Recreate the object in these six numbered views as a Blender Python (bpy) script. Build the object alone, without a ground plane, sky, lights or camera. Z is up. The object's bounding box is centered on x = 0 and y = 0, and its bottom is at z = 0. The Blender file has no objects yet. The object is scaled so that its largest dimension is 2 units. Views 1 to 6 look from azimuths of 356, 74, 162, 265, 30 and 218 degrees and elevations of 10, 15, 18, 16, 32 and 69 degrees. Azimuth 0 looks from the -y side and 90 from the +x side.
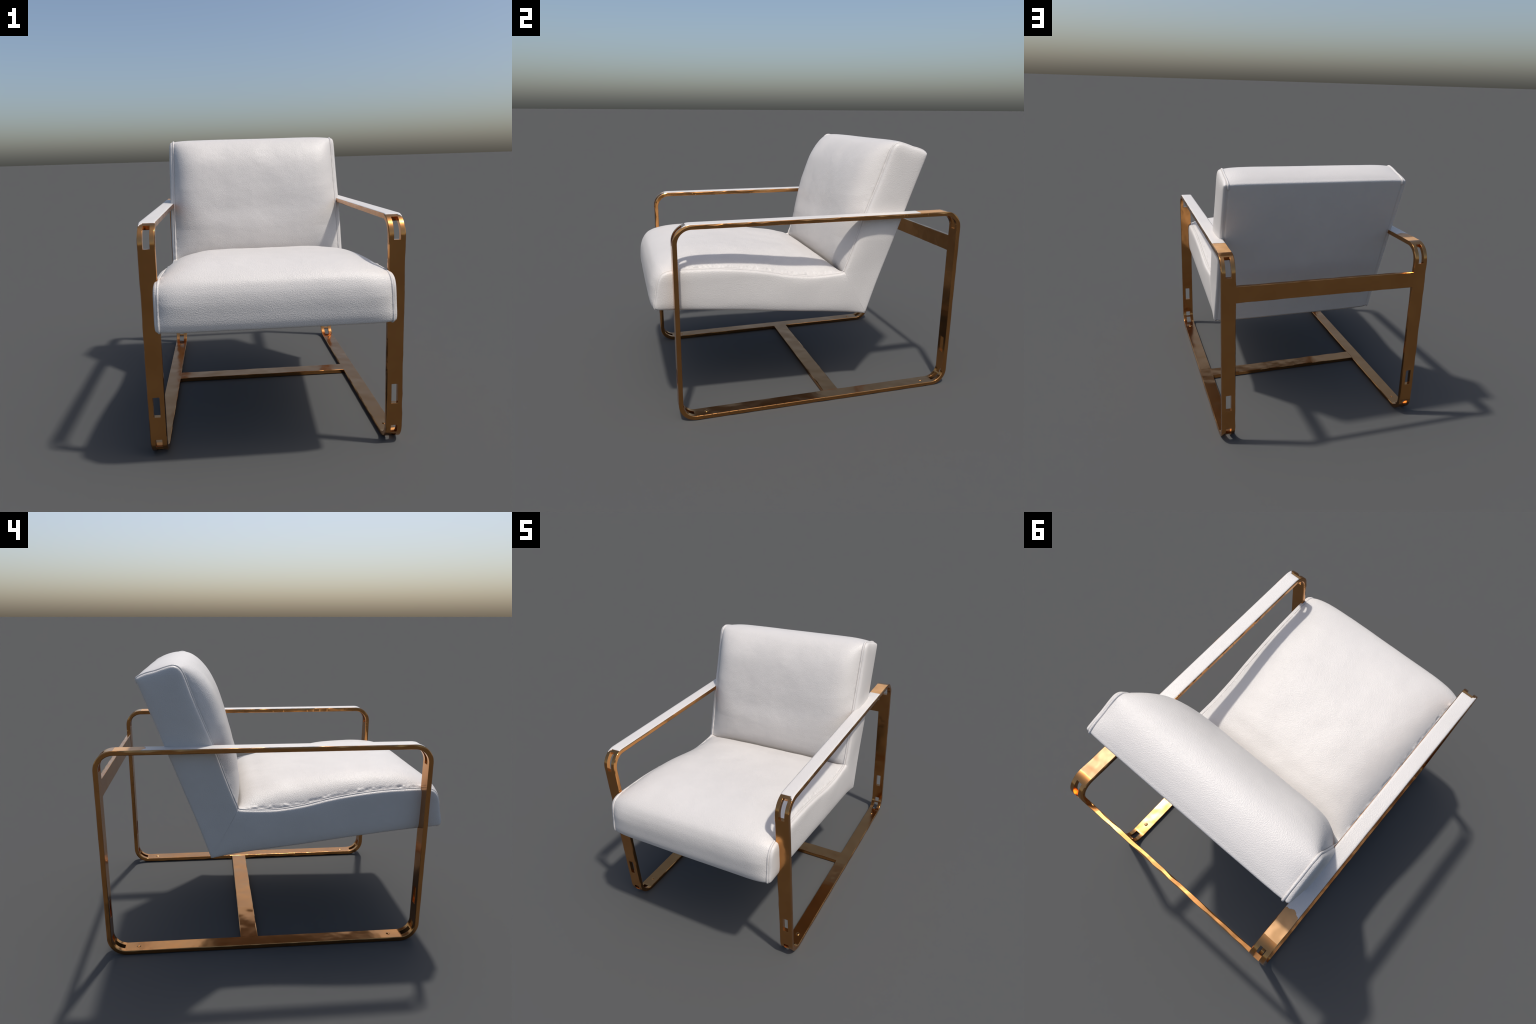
import bpy, bmesh, math, random
import numpy as np
from mathutils import Vector, noise

random.seed(7)
scene = bpy.context.scene

# ------------------------------------------------------------------ helpers
def obj(name, verts, faces, mat, parent=None, smooth=True):
    me = bpy.data.meshes.new(name)
    me.from_pydata([tuple(map(float, v)) for v in verts], [], faces)
    me.update()
    bm = bmesh.new()
    bm.from_mesh(me)
    bmesh.ops.recalc_face_normals(bm, faces=bm.faces)
    bm.to_mesh(me)
    bm.free()
    if smooth:
        me.polygons.foreach_set("use_smooth", [True] * len(me.polygons))
    me.materials.append(mat)
    o = bpy.data.objects.new(name, me)
    scene.collection.objects.link(o)
    if parent:
        o.parent = parent
    return o


def catmull(pts, per):
    """Centripetal-ish spline through control points (any dimension)."""
    P = np.array(pts, float)
    P = np.vstack([2 * P[0] - P[1], P, 2 * P[-1] - P[-2]])
    out = []
    for i in range(1, len(P) - 2):
        p0, p1, p2, p3 = P[i - 1:i + 3]
        d1 = max(np.linalg.norm(p1[:2] - p0[:2]), 1e-4) ** .5
        d2 = max(np.linalg.norm(p2[:2] - p1[:2]), 1e-4) ** .5
        d3 = max(np.linalg.norm(p3[:2] - p2[:2]), 1e-4) ** .5
        m1 = (p2 - p1) + d2 * ((p1 - p0) / d1 - (p2 - p0) / (d1 + d2))
        m2 = (p2 - p1) + d2 * ((p3 - p2) / d3 - (p3 - p1) / (d2 + d3))
        n = max(2, int(round(np.linalg.norm(p2[:2] - p1[:2]) / per)))
        for k in range(n):
            u = k / n
            h = (2 * u**3 - 3 * u**2 + 1, u**3 - 2 * u**2 + u, -2 * u**3 + 3 * u**2, u**3 - u**2)
            out.append(h[0] * p1 + h[1] * m1 + h[2] * p2 + h[3] * m2)
    out.append(P[-2])
    return np.array(out)


def line(a, b, per):
    a, b = np.array(a, float), np.array(b, float)
    n = max(2, int(np.linalg.norm(b[:2] - a[:2]) / per))
    return np.array([a + (b - a) * k / n for k in range(1, n)])


# ------------------------------------------------------------------ materials
def new_mat(name):
    m = bpy.data.materials.new(name)
    m.use_nodes = True
    nt = m.node_tree
    return m, nt, nt.nodes["Principled BSDF"]


def node(nt, kind, **kw):
    n = nt.nodes.new(kind)
    for k, v in kw.items():
        if k in n.inputs.keys():
            n.inputs[k].default_value = v
        else:
            setattr(n, k, v)
    return n


def leather_material():
    m, nt, b = new_mat("white_leather")
    L = nt.links.new
    tc = node(nt, "ShaderNodeTexCoord")
    # pebbled grain: fine cells broken up by noise
    vor = node(nt, "ShaderNodeTexVoronoi", Scale=240.0, feature="SMOOTH_F1")
    vor.inputs["Smoothness"].default_value = .6
    warp = node(nt, "ShaderNodeTexNoise", Scale=45.0, Detail=2.0)
    mixv = node(nt, "ShaderNodeMix", data_type="VECTOR")
    mixv.inputs[0].default_value = .006
    L(tc.outputs["Object"], warp.inputs["Vector"])
    L(tc.outputs["Object"], mixv.inputs[4])
    L(warp.outputs["Color"], mixv.inputs[5])
    L(mixv.outputs[1], vor.inputs["Vector"])
    fine = node(nt, "ShaderNodeTexNoise", Scale=220.0, Detail=3.0, Roughness=.6)
    L(tc.outputs["Object"], fine.inputs["Vector"])
    add = node(nt, "ShaderNodeMath", operation="MULTIPLY_ADD")
    add.inputs[1].default_value = .6
    L(fine.outputs["Fac"], add.inputs[0])
    L(vor.outputs["Distance"], add.inputs[2])
    bump = node(nt, "ShaderNodeBump", Strength=.34, Distance=.0032)
    L(add.outputs[0], bump.inputs["Height"])
    L(bump.outputs["Normal"], b.inputs["Normal"])
    # faint cloudy tone differences
    cl = node(nt, "ShaderNodeTexNoise", Scale=5.0, Detail=4.0, Roughness=.55)
    L(tc.outputs["Object"], cl.inputs["Vector"])
    ramp = node(nt, "ShaderNodeValToRGB")
    ramp.color_ramp.elements[0].position, ramp.color_ramp.elements[1].position = .35, .65
    ramp.color_ramp.elements[0].color = LEATHER_A
    ramp.color_ramp.elements[1].color = LEATHER_B
    L(cl.outputs["Fac"], ramp.inputs["Fac"])
    L(ramp.outputs["Color"], b.inputs["Base Color"])
    b.inputs["Roughness"].default_value = .45
    b.inputs["Specular IOR Level"].default_value = .5
    return m


def metal_material():
    m, nt, b = new_mat("polished_bronze")
    L = nt.links.new
    tc = node(nt, "ShaderNodeTexCoord")
    n1 = node(nt, "ShaderNodeTexNoise", Scale=7.0, Detail=2.0, Roughness=.5)
    L(tc.outputs["Object"], n1.inputs["Vector"])
    ramp = node(nt, "ShaderNodeValToRGB")
    ramp.color_ramp.elements[0].position, ramp.color_ramp.elements[1].position = .3, .7
    ramp.color_ramp.elements[0].color = BRONZE_A
    ramp.color_ramp.elements[1].color = BRONZE_B
    L(n1.outputs["Fac"], ramp.inputs["Fac"])
    L(ramp.outputs["Color"], b.inputs["Base Color"])
    b.inputs["Metallic"].default_value = 1.0
    b.inputs["Roughness"].default_value = .18
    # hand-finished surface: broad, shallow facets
    n2 = node(nt, "ShaderNodeTexNoise", Scale=8.0, Detail=1.5, Roughness=.45)
    L(tc.outputs["Object"], n2.inputs["Vector"])
    bump = node(nt, "ShaderNodeBump", Strength=.3, Distance=.02)
    L(n2.outputs["Fac"], bump.inputs["Height"])
    L(bump.outputs["Normal"], b.inputs["Normal"])
    return m


LEATHER_A = (.588, .559, .530, 1)
LEATHER_B = (.610, .580, .550, 1)
BRONZE_A = (.51, .235, .078, 1)
BRONZE_B = (.57, .275, .095, 1)  # lighter mottle tone: paler facet reflections on the rails painted into the colour
def satin_material():
    """Unpolished bronze at the ends of the arms, next to the pads."""
    m, nt, b = new_mat("satin_bronze")
    L = nt.links.new
    tc = node(nt, "ShaderNodeTexCoord")
    n1 = node(nt, "ShaderNodeTexNoise", Scale=14.0, Detail=2.0)
    L(tc.outputs["Object"], n1.inputs["Vector"])
    ramp = node(nt, "ShaderNodeValToRGB")
    ramp.color_ramp.elements[0].position, ramp.color_ramp.elements[1].position = .35, .65
    ramp.color_ramp.elements[0].color = (.50, .27, .11, 1)
    ramp.color_ramp.elements[1].color = (.58, .32, .135, 1)
    L(n1.outputs["Fac"], ramp.inputs["Fac"])
    L(ramp.outputs["Color"], b.inputs["Base Color"])
    b.inputs["Metallic"].default_value = .15
    b.inputs["Roughness"].default_value = .42
    b.inputs["Specular IOR Level"].default_value = .35
    n2 = node(nt, "ShaderNodeTexNoise", Scale=11.0, Detail=1.0)
    L(tc.outputs["Object"], n2.inputs["Vector"])
    bump = node(nt, "ShaderNodeBump", Strength=.5, Distance=.025)
    L(n2.outputs["Fac"], bump.inputs["Height"])
    L(bump.outputs["Normal"], b.inputs["Normal"])
    return m


leather = leather_material()
bronze = metal_material()
satin = satin_material()

# ------------------------------------------------------------------ root
chair = bpy.data.objects.new("armchair", None)
scene.collection.objects.link(chair)
chair["label"] = "white leather lounge armchair on flat bronze bar frame"
chair["category"] = "armchair"

# ------------------------------------------------------------------ frame
Y_FRONT, Y_BACK, Z_TOP = -.866, .9995, 1.234      # outer faces of the bent bar
RADIUS, THICK = .111, .0272                        # outer bend radius, bar thickness
X_IN, X_OUT = .5812, .6690                           # bar width
SLOT_A, SLOT_B = .6075, .6425                      # slots run between these


def bar_path():
    """Outer outline of the loop: (y, z, ny, nz) with outward normals, counter-clockwise."""
    st = []
    def straight(a, b, n):
        k = max(2, int(math.dist(a, b) / .012))
        for i in range(k):
            u = i / k
            st.append((a[0] + (b[0] - a[0]) * u, a[1] + (b[1] - a[1]) * u, *n))
    def bend(cy, cz, a0):
        k = 36
        for i in range(k):
            a = math.radians(a0 + 90 * i / k)
            st.append((cy + RADIUS * math.cos(a), cz + RADIUS * math.sin(a), math.cos(a), math.sin(a)))
    R = RADIUS
    straight((Y_FRONT + R, 0), (Y_BACK - R, 0), (0, -1))
    bend(Y_BACK - R, R, -90)
    straight((Y_BACK, R), (Y_BACK, Z_TOP - R), (1, 0))
    bend(Y_BACK - R, Z_TOP - R, 0)
    straight((Y_BACK - R, Z_TOP), (Y_FRONT + R, Z_TOP), (0, 1))
    bend(Y_FRONT + R, Z_TOP - R, 90)
    straight((Y_FRONT, Z_TOP - R), (Y_FRONT, R), (-1, 0))
    bend(Y_FRONT + R, R, 180)
    return st


def in_slot(y, z):
    """Slotted holes: long ones over the upper bends, one low in each leg, a barred pair in the lower bends."""
    e = min(abs(y - Y_FRONT), abs(y - Y_BACK))      # distance from the leg's outer face
    if z > .6:
        return 1.114 < z and e < .059 and z < 1.2215
    if .228 < z < .339 and e < .01:
        return True
    if z < .104 and e < .112:
        a = math.atan2(RADIUS - z, RADIUS - e)      # angle round the lower bend, 0 at the leg
        return a < math.radians(28) or math.radians(36) < a < math.radians(80)
    return False


def uneven(u, seed, lo, hi, step=.055):
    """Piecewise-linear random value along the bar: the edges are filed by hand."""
    k = math.floor(u / step)
    f = u / step - k
    r = lambda i: random.Random(seed * 977 + i).random() ** 1.6
    return lo + (hi - lo) * (r(k) * (1 - f) + r(k + 1) * f)


def side_frame_mesh(seed):
    st = bar_path()
    n = len(st)
    V, F, plain = [], [], set()
    run = 0.0
    for i, (y, z, ny, nz) in enumerate(st):
        if i:
            run += math.dist(st[i - 1][:2], (y, z))
        fade = min(1, i / 6, (n - i) / 6)
        c = [.0022 + fade * uneven(run, seed + q, 0, h) for q, h in ((1, .0028), (2, .011), (3, .0028), (4, .011), (5, .003), (6, .003))]
        if (y > Y_BACK - .001 and .93 < z < 1.08) or (z < .001 and .09 < y < .24):
            c[0] = c[1] = .0008                          # square where the cross bars are welded on
            c[5] = .001
        ring = [(X_IN + c[0], 0), (SLOT_A, 0), (SLOT_B, 0), (X_OUT - c[2], 0), (X_OUT, c[3]),
                (X_OUT, THICK - c[4]), (X_OUT - .0025, THICK), (SLOT_B, THICK), (SLOT_A, THICK),
                (X_IN + .0025, THICK), (X_IN, THICK - c[5]), (X_IN, c[1])]
        for x, depth in ring:
            V.append((x, y - ny * depth, z - nz * depth))
    hole = [in_slot((st[i][0] + st[(i + 1) % n][0]) / 2, (st[i][1] + st[(i + 1) % n][1]) / 2) for i in range(n)]
    idx = lambda i, k: (i % n) * 12 + k % 12
    for i in range(n):
        j = i + 1
        for k in range(12):
            if k in (1, 7) and hole[i]:
                continue
            F.append((idx(i, k), idx(i, k + 1), idx(j, k + 1), idx(j, k)))
            if k < 3 and st[i][1] > Z_TOP - 1e-6 and st[j % n][0] > .69 and st[i][0] < Y_BACK - RADIUS + .001:
                plain.add(len(F) - 1)
        if hole[i]:
            F.append((idx(i, 1), idx(i, 8), idx(j, 8), idx(j, 1)))
            F.append((idx(i, 2), idx(j, 2), idx(j, 7), idx(i, 7)))
            if not hole[i - 1]:
                F.append((idx(i, 1), idx(i, 2), idx(i, 7), idx(i, 8)))
            if not hole[(i + 1) % n]:
                F.append((idx(j, 1), idx(j, 8), idx(j, 7), idx(j, 2)))
    return V, F, plain


def soften(o, width, seg=2, angle=40):
    b = o.modifiers.new("bevel", "BEVEL")
    b.width, b.segments, b.limit_method, b.angle_limit = width, seg, "ANGLE", math.radians(angle)
    b.harden_normals = False
    w = o.modifiers.new("normals", "WEIGHTED_NORMAL")
    w.keep_sharp = True


def flat_bar(name, lo, hi, mat, parent, seed, cuts=40):
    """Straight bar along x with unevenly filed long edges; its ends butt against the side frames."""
    V, F = [], []
    for k in range(cuts + 1):
        x = lo[0] + (hi[0] - lo[0]) * k / cuts
        fade = min(1, k / 2, (cuts - k) / 2)
        c = [.0015 + fade * uneven(x - lo[0], seed + q, 0, .007) for q in range(4)]
        e = .0015 + fade * .001
        V += [(x, y, z) for y, z in (
            (lo[1] + c[0], lo[2]), (hi[1] - c[1], lo[2]), (hi[1], lo[2] + e), (hi[1], hi[2] - e),
            (hi[1] - c[2], hi[2]), (lo[1] + c[3], hi[2]), (lo[1], hi[2] - e), (lo[1], lo[2] + e))]
    for k in range(cuts):
        for q in range(8):
            r = (q + 1) % 8
            F.append((8 * k + q, 8 * k + r, 8 * k + 8 + r, 8 * k + 8 + q))
    F += [tuple(range(8)), tuple(8 * cuts + q for q in range(8))[::-1]]
    o = obj(name, V, F, mat, parent)
    o.data.set_sharp_from_angle(angle=math.radians(12))
    return o


V, F, plain = side_frame_mesh(10)
right = obj("side_frame", V, F, bronze, chair)
V, F, plain = side_frame_mesh(40)
left = obj("side_frame.001", [(-x, y, z) for x, y, z in V], F, bronze, chair)
for o in (right, left):
    o.data.materials.append(satin)
    for i in plain:
        o.data.polygons[i].material_index = 1
    o.data.set_sharp_from_angle(angle=math.radians(6))
    soften(o, .0011, 2, 42)

flat_bar("back_rail", (-X_IN - .0006, Y_BACK - .0255, .9525), (X_IN + .0006, Y_BACK - .0001, 1.056), bronze, chair, 70)
flat_bar("stretcher", (-X_IN - .0006, .112, .0004), (X_IN + .0006, .217, THICK - .0002), bronze, chair, 90)

# low domed screw heads on the floor bars
def dome(name, c, r, h, mat, parent):
    V, F, seg, rings = [], [], 20, 6
    for i in range(rings):
        a = i / rings * math.pi / 2
        for s in range(seg):
            t = 2 * math.pi * s / seg
            V.append((c[0] + r * math.cos(a) * math.cos(t), c[1] + r * math.cos(a) * math.sin(t), c[2] + h * math.sin(a)))
    V.append((c[0], c[1], c[2] + h))
    for i in range(rings - 1):
        for s in range(seg):
            q = (s + 1) % seg
            F.append((i * seg + s, i * seg + q, (i + 1) * seg + q, (i + 1) * seg + s))
    for s in range(seg):
        F.append(((rings - 1) * seg + s, (rings - 1) * seg + (s + 1) % seg, rings * seg))
    F.append(tuple(range(seg))[::-1])
    return obj(name, V, F, mat, parent)


k = 0
for frame, sx in ((right, 1), (left, -1)):
    for y in (-.692, .825):
        dome("screw" + (f".{k:03d}" if k else ""), (sx * .625, y, THICK - .001), .013, .005, bronze, frame)
        k += 1

# ------------------------------------------------------------------ armrest pads
def arm_pad(name, sx, ragged):
    """Leather strip glued on the top of the arm, following the front bend down to the slot."""
    st = []
    R = RADIUS
    for i in range(13):
        a = math.radians(122 - 32 * i / 12)
        st.append((Y_FRONT + R + R * math.cos(a), Z_TOP - R + R * math.sin(a), math.cos(a), math.sin(a)))
    y0, y1 = Y_FRONT + R, .80
    for i in range(1, 161):
        st.append((y0 + (y1 - y0) * i / 160, Z_TOP, 0, 1))
    nx = 14
    xa, xb = X_IN + .0035, X_OUT - .0035
    def end_at(u):       # where the strip stops, u = 0 inner edge .. 1 outer edge
        if not ragged:
            return .700 + .005 * (1 - u)
        return .722 + .012 * max(0, u - .5) + (.075 if u > .93 else 0) + (.03 if u < .05 else 0) + .006 * math.sin(9 * u)
    V, F, key = [], [], {}
    def vid(i, k, top):
        if (i, k, top) not in key:
            y, z, ny, nz = st[i]
            u = k / nx
            y = min(y, end_at(u))
            lift = .0022 if top else -.001
            edge = min(1, min(u, 1 - u) * nx / 1.5)
            if top:
                lift *= .35 + .65 * edge
            key[i, k, top] = len(V)
            V.append((sx * (xa + (xb - xa) * u), y + ny * lift, z + nz * lift))
        return key[i, k, top]
    def keep(i, k):
        if not (0 <= i < len(st) - 1 and 0 <= k < nx):
            return False
        u = (k + .5) / nx
        if i < 6:                         # front: the outer flank runs further down than the middle
            if i < 6 - 6 * max(0, (u - .72) / .28):
                return False
        return st[i][0] < end_at(k / nx) and st[i][0] < end_at((k + 1) / nx)
    for i in range(len(st) - 1):
        for k in range(nx):
            if not keep(i, k):
                continue
            F.append((vid(i, k, 1), vid(i, k + 1, 1), vid(i + 1, k + 1, 1), vid(i + 1, k, 1)))
            F.append((vid(i, k, 0), vid(i + 1, k, 0), vid(i + 1, k + 1, 0), vid(i, k + 1, 0)))
            for di, dk, a, b in ((-1, 0, (i, k), (i, k + 1)), (1, 0, (i + 1, k), (i + 1, k + 1)),
                                 (0, -1, (i, k), (i + 1, k)), (0, 1, (i, k + 1), (i + 1, k + 1))):
                if not keep(i + di, k + dk):
                    F.append((vid(*a, 1), vid(*b, 1), vid(*b, 0), vid(*a, 0)))
    return obj(name, V, F, leather, right if sx > 0 else left)


arm_pad("armrest_pad", 1, False)
arm_pad("armrest_pad.001", -1, True)

# ------------------------------------------------------------------ upholstery
# Profiles in the side plane.  Each row: seam position (y, z) at the side, crown position (y, z) mid-width.
INNER, HEEL = (.227, .858), (.384, .563)
SEAT = [
    (*INNER, .209, .845), (.214, .853, .198, .866), (.190, .850, .176, .886), (.140, .847, .130, .913), (.080, .845, .070, .933), (0, .846, 0, .953),
    (-.154, .867, -.154, .980), (-.300, .900, -.300, .999), (-.450, .925, -.450, 1.017), (-.600, .942, -.600, 1.025),
    (-.750, .949, -.752, 1.022), (-.845, .951, -.850, 1.005), (-.890, .947, -.912, .982),
    (-.921, .934, -.953, .954), (-.943, .906, -.978, .914), (-.955, .868, -.992, .870), (-.966, .800, -.999, .808),
    (-.976, .748, -.999, .748), (-.974, .724, -.989, .719), (-.957, .7135, -.960, .7135),
]
# underside and heel: a slight outward sag between the sides
SEAT_UNDER = [(-.770, .6975, -.770, .695), (-.460, .665, -.460, .661), (-.160, .628, -.160, .623), (.140, .595, .140, .590), (*HEEL, .392, .559)]
BACK = [
    (*INNER, .230, .845), (.234, .880, .211, .884), (.245, .907, .202, .930), (.296, 1.047, .209, 1.060), (.356, 1.223, .247, 1.205),
    (.415, 1.370, .288, 1.350), (.470, 1.515, .350, 1.512), (.502, 1.606, .412, 1.600),
    (.515, 1.635, .452, 1.637), (.533, 1.656, .492, 1.661), (.560, 1.6655, .535, 1.673), (.600, 1.657, .590, 1.675),
    (.650, 1.640, .652, 1.663), (.700, 1.627, .706, 1.641), (.736, 1.613, .740, 1.619),
    (.753, 1.600, .757, 1.604), (.748, 1.575, .751, 1.576),
]
REAR = [(.676, 1.380, .685, 1.378), (.605, 1.186, .617, 1.183), (.530, .980, .544, .977), (.457, .780, .471, .776)]
HALF = .576                       # half width at the seam


def fullness(y, z, seat):
    """How far out the crown stays up before dropping to the side seam (exponent, per profile point)."""
    if not seat:
        return 5.8 + 4.7 * np.clip((z - 1.05) / .3, 0, 1)
    front = np.clip((.93 - z) / .08, 0, 1) * np.clip((-.85 - y) / .05, 0, 1)
    return 7.2 - 1.8 * np.exp(-((y + .15) / .2)**2) + 5.5 * front


def outline_distance(p):
    P = np.array(OUTLINE + [OUTLINE[0]], float)
    a, b = P[:-1], P[1:]
    d = b - a
    L2 = (d**2).sum(1)
    L2[L2 == 0] = 1
    q = p[:, None, :] - a[None]
    t = np.clip((q * d[None]).sum(2) / L2, 0, 1)
    e = q - t[..., None] * d[None]
    return np.sqrt((e**2).sum(2)).min(1)


def side_bulge(p):
    """Half width of the side panel: rounded at the rim, softly swelling to the middle."""
    d = outline_distance(p)
    P = np.array(OUTLINE + [OUTLINE[0]], float)
    B = np.vstack([P[i] + (P[i + 1] - P[i]) * np.linspace(0, 1, max(2, int(math.dist(P[i], P[i + 1]) / .005)), endpoint=False)[:, None] for i in range(len(P) - 1)])
    ds = np.linalg.norm(np.roll(B, -1, 0) - B, axis=1)
    r = np.sqrt(((p[:, None] - B[None])**2).sum(2) + 1e-5)
    soft = np.sqrt(2 / (ds[None] / r**3).sum(1))           # smooth stand-in for the distance
    U = np.array([r[:2] for r in SEAT_UNDER])
    floor = p[:, 1] - np.interp(p[:, 0], U[:, 0], U[:, 1])
    tuck = .007 * np.exp(-np.abs(floor) / .035) * np.clip((HEEL[0] - .02 - p[:, 0]) / .1, 0, 1)
    up = np.clip((p[:, 1] - .86) / .2, 0, 1)                # the backrest sides are fuller than the seat's
    swell = .009 + .008 * up
    r0, r1 = np.array(BACK[-1][:2]), np.array(HEEL)
    n = np.array([r1[1] - r0[1], r0[0] - r1[0]]) / np.linalg.norm(r1 - r0)
    rear = .008 * np.exp(-np.abs((p - r0) @ n) / .03)     # square shoulders along the back edge
    return d, .583 + .012 * (1 - np.exp(-d / .0035)) + swell * (1 - np.exp(-soft / .03)) + rear - tuck


def cushion(name, loop, seed, mitre, spine, gather):
    """loop: closed (n,4) array of seam/crown pairs; mitre: mask of points on the hidden joint."""
    n = len(loop)
    E, C = loop[:, :2], loop[:, 2:]
    full = fullness(E[:, 0], E[:, 1], name.startswith('seat'))
    ts = np.concatenate([-np.sin(np.linspace(math.pi / 2, 0, 90, endpoint=False)), np.sin(np.linspace(0, math.pi / 2, 91))])
    rows = len(ts)
    P = np.zeros((rows, n, 3))
    for r, t in enumerate(ts):
        w = (1 - abs(t) ** full)[:, None]
        P[r, :, 0] = HALF * t
        P[r, :, 1:] = E + w * (C - E)
    # surface normals of the grid
    du = np.gradient(P, axis=0)
    dv = np.roll(P, -1, 1) - np.roll(P, 1, 1)
    N = np.cross(dv, du)
    N /= np.linalg.norm(N, axis=2, keepdims=True) + 1e-9
    cen = E.mean(0)
    if (N[rows // 2, :, 1:] * (C - cen)).sum() < 0:
        N = -N
    face = np.linalg.norm(C - E, axis=1)
    face = np.clip((face - .03) / .03, 0, 1)                     # 1 on the padded faces, 0 under and behind
    off = Vector((seed * 3.1, seed * 1.7, 0))
    D = np.zeros((rows, n))
    for r in range(rows):
        ex = HALF - abs(P[r, 0, 0])
        w = 1 - abs(ts[r]) ** 6
        for k in range(n):
            p = Vector(P[r, k])
            soft = noise.noise(p * 3.6 + off) * .0042 + noise.noise(p * 9.0 + off) * .0018 + noise.noise(p * 26 + off) * .0006
            d = soft * w * (.25 + .75 * face[k])
            if ex < .06:                                  # gathers along the seam
                g = noise.noise(Vector((p.x * 6, p.y * 21, p.z * 21)) + off) + .7 * noise.noise(Vector((p.x * 12, p.y * 60, p.z * 60)) + off)
                d += gather * (.35 + .65 * N[r, k, 2] ** 2) * g * math.exp(-((ex - .012) / .008) ** 2) * face[k]
                d -= .006 * math.exp(-(ex / .004) ** 2)   # tuck into the seam
            D[r, k] = d
    P += N * D[..., None]
    V = P.reshape(-1, 3).tolist()
    F = []
    for r in range(rows - 1):
        for k in range(n):
            q = (k + 1) % n
            F.append((r * n + k, r * n + q, (r + 1) * n + q, (r + 1) * n + k))
    # side panels: rings shrinking to the middle, thickness from the distance to the outer edge
    a, b = np.array(spine, float)
    u = np.clip(((E - a) @ (b - a)) / ((b - a) @ (b - a)), 0, 1)
    S = a + u[:, None] * (b - a)
    for sx in (-1, 1):
        base = len(V)
        fr = [0, .004, .009, .015, .023, .034, .05, .075, .11, .15, .2, .27, .35, .44, .54, .64, .74, .87, 1.0]
        for f in fr:
            ring = E + (S - E) * f
            d, x = side_bulge(ring)
            if f == 0:
                x = np.where(mitre, x - .0012, x)
            for k in range(n):
                p = Vector((sx * .58, *ring[k]))
                wob = noise.noise(p * 4.5 + off) * .003 * min(1, d[k] / .05)
                V.append((sx * (x[k] + wob), ring[k, 0], ring[k, 1]))
        for f in range(len(fr) - 1):
            for k in range(n):
                q = (k + 1) % n
                a, b = base + f * n, base + (f + 1) * n
                F.append((a + k, a + q, b + q, b + k))
        # close the small step between cover and side panel
        row, rim = (0 if sx < 0 else (rows - 1) * n), len(V)
        V += [V[base + k] for k in range(n)]
        for k in range(n):
            q = (k + 1) % n
            F.append((row + k, row + q, rim + q, rim + k))
    o = obj(name, V, F, leather, chair)
    return o


def piping(name, path, r, parent, seed):
    """Welt cord laid along the side seams."""
    P3 = []
    seg = 10
    V, F = [], []
    path = np.array(path)
    for sx in (-1, 1):
        base = len(V)
        tan = np.gradient(path, axis=0)
        tan /= np.linalg.norm(tan, axis=1, keepdims=True)
        nor = np.stack([tan[:, 1], -tan[:, 0]], 1)
        for i, (p, m) in enumerate(zip(path, nor)):
            wob = .0012 * noise.noise(Vector((p[0] * 22, p[1] * 22, seed + sx)))
            rr = r * (1 + .18 * noise.noise(Vector((p[0] * 30, p[1] * 30, seed - sx))))
            for s in range(seg):
                a = 2 * math.pi * s / seg
                o = rr * math.cos(a) + wob + WELT_OUT
                V.append((sx * (HALF - .001 + rr * math.sin(a)), p[0] + m[0] * o, p[1] + m[1] * o))
        m = len(path)
        for i in range(m - 1):
            for s in range(seg):
                q = (s + 1) % seg
                F.append((base + i * seg + s, base + i * seg + q, base + (i + 1) * seg + q, base + (i + 1) * seg + s))
        F.append(tuple(base + s for s in range(seg)))
        F.append(tuple(base + (m - 1) * seg + s for s in range(seg)))
    return obj(name, V, F, leather, parent)


PER = .005
WELT_OUT = -.0005
under = np.array([SEAT[-1]] + SEAT_UNDER)
seat_front = catmull(SEAT, PER)
seat_under = catmull(under, .012)[1:]
heel4 = SEAT_UNDER[-1]
seat_mitre = line(heel4, SEAT[0], .012)
seat_loop = np.vstack([seat_front, seat_under, seat_mitre])
mask = np.zeros(len(seat_loop), bool)
mask[len(seat_front) + len(seat_under):] = True
mask[0] = True
back_front = catmull(BACK, PER)
back_rear = catmull([BACK[-1]] + REAR + [heel4], .012)[1:]
back_mitre = line(heel4, BACK[0], .012)
OUTLINE = np.vstack([seat_front, seat_under, back_rear[-2::-1], back_front[:0:-1]])[:, :2].tolist()
seat = cushion("seat_cushion", seat_loop, 1.0, mask, ((-.86, .815), (.20, .725)), .0088)

back_loop = np.vstack([back_front, back_rear, back_mitre])
mask = np.zeros(len(back_loop), bool)
mask[len(back_front) + len(back_rear):] = True
mask[0] = True
back = cushion("backrest", back_loop, 5.0, mask, ((.385, .80), (.615, 1.50)), .004)

piping("piping", seat_front[:, :2], .0068, seat, 3.0)
piping("piping.001", back_front[:, :2], .0068, back, 8.0)
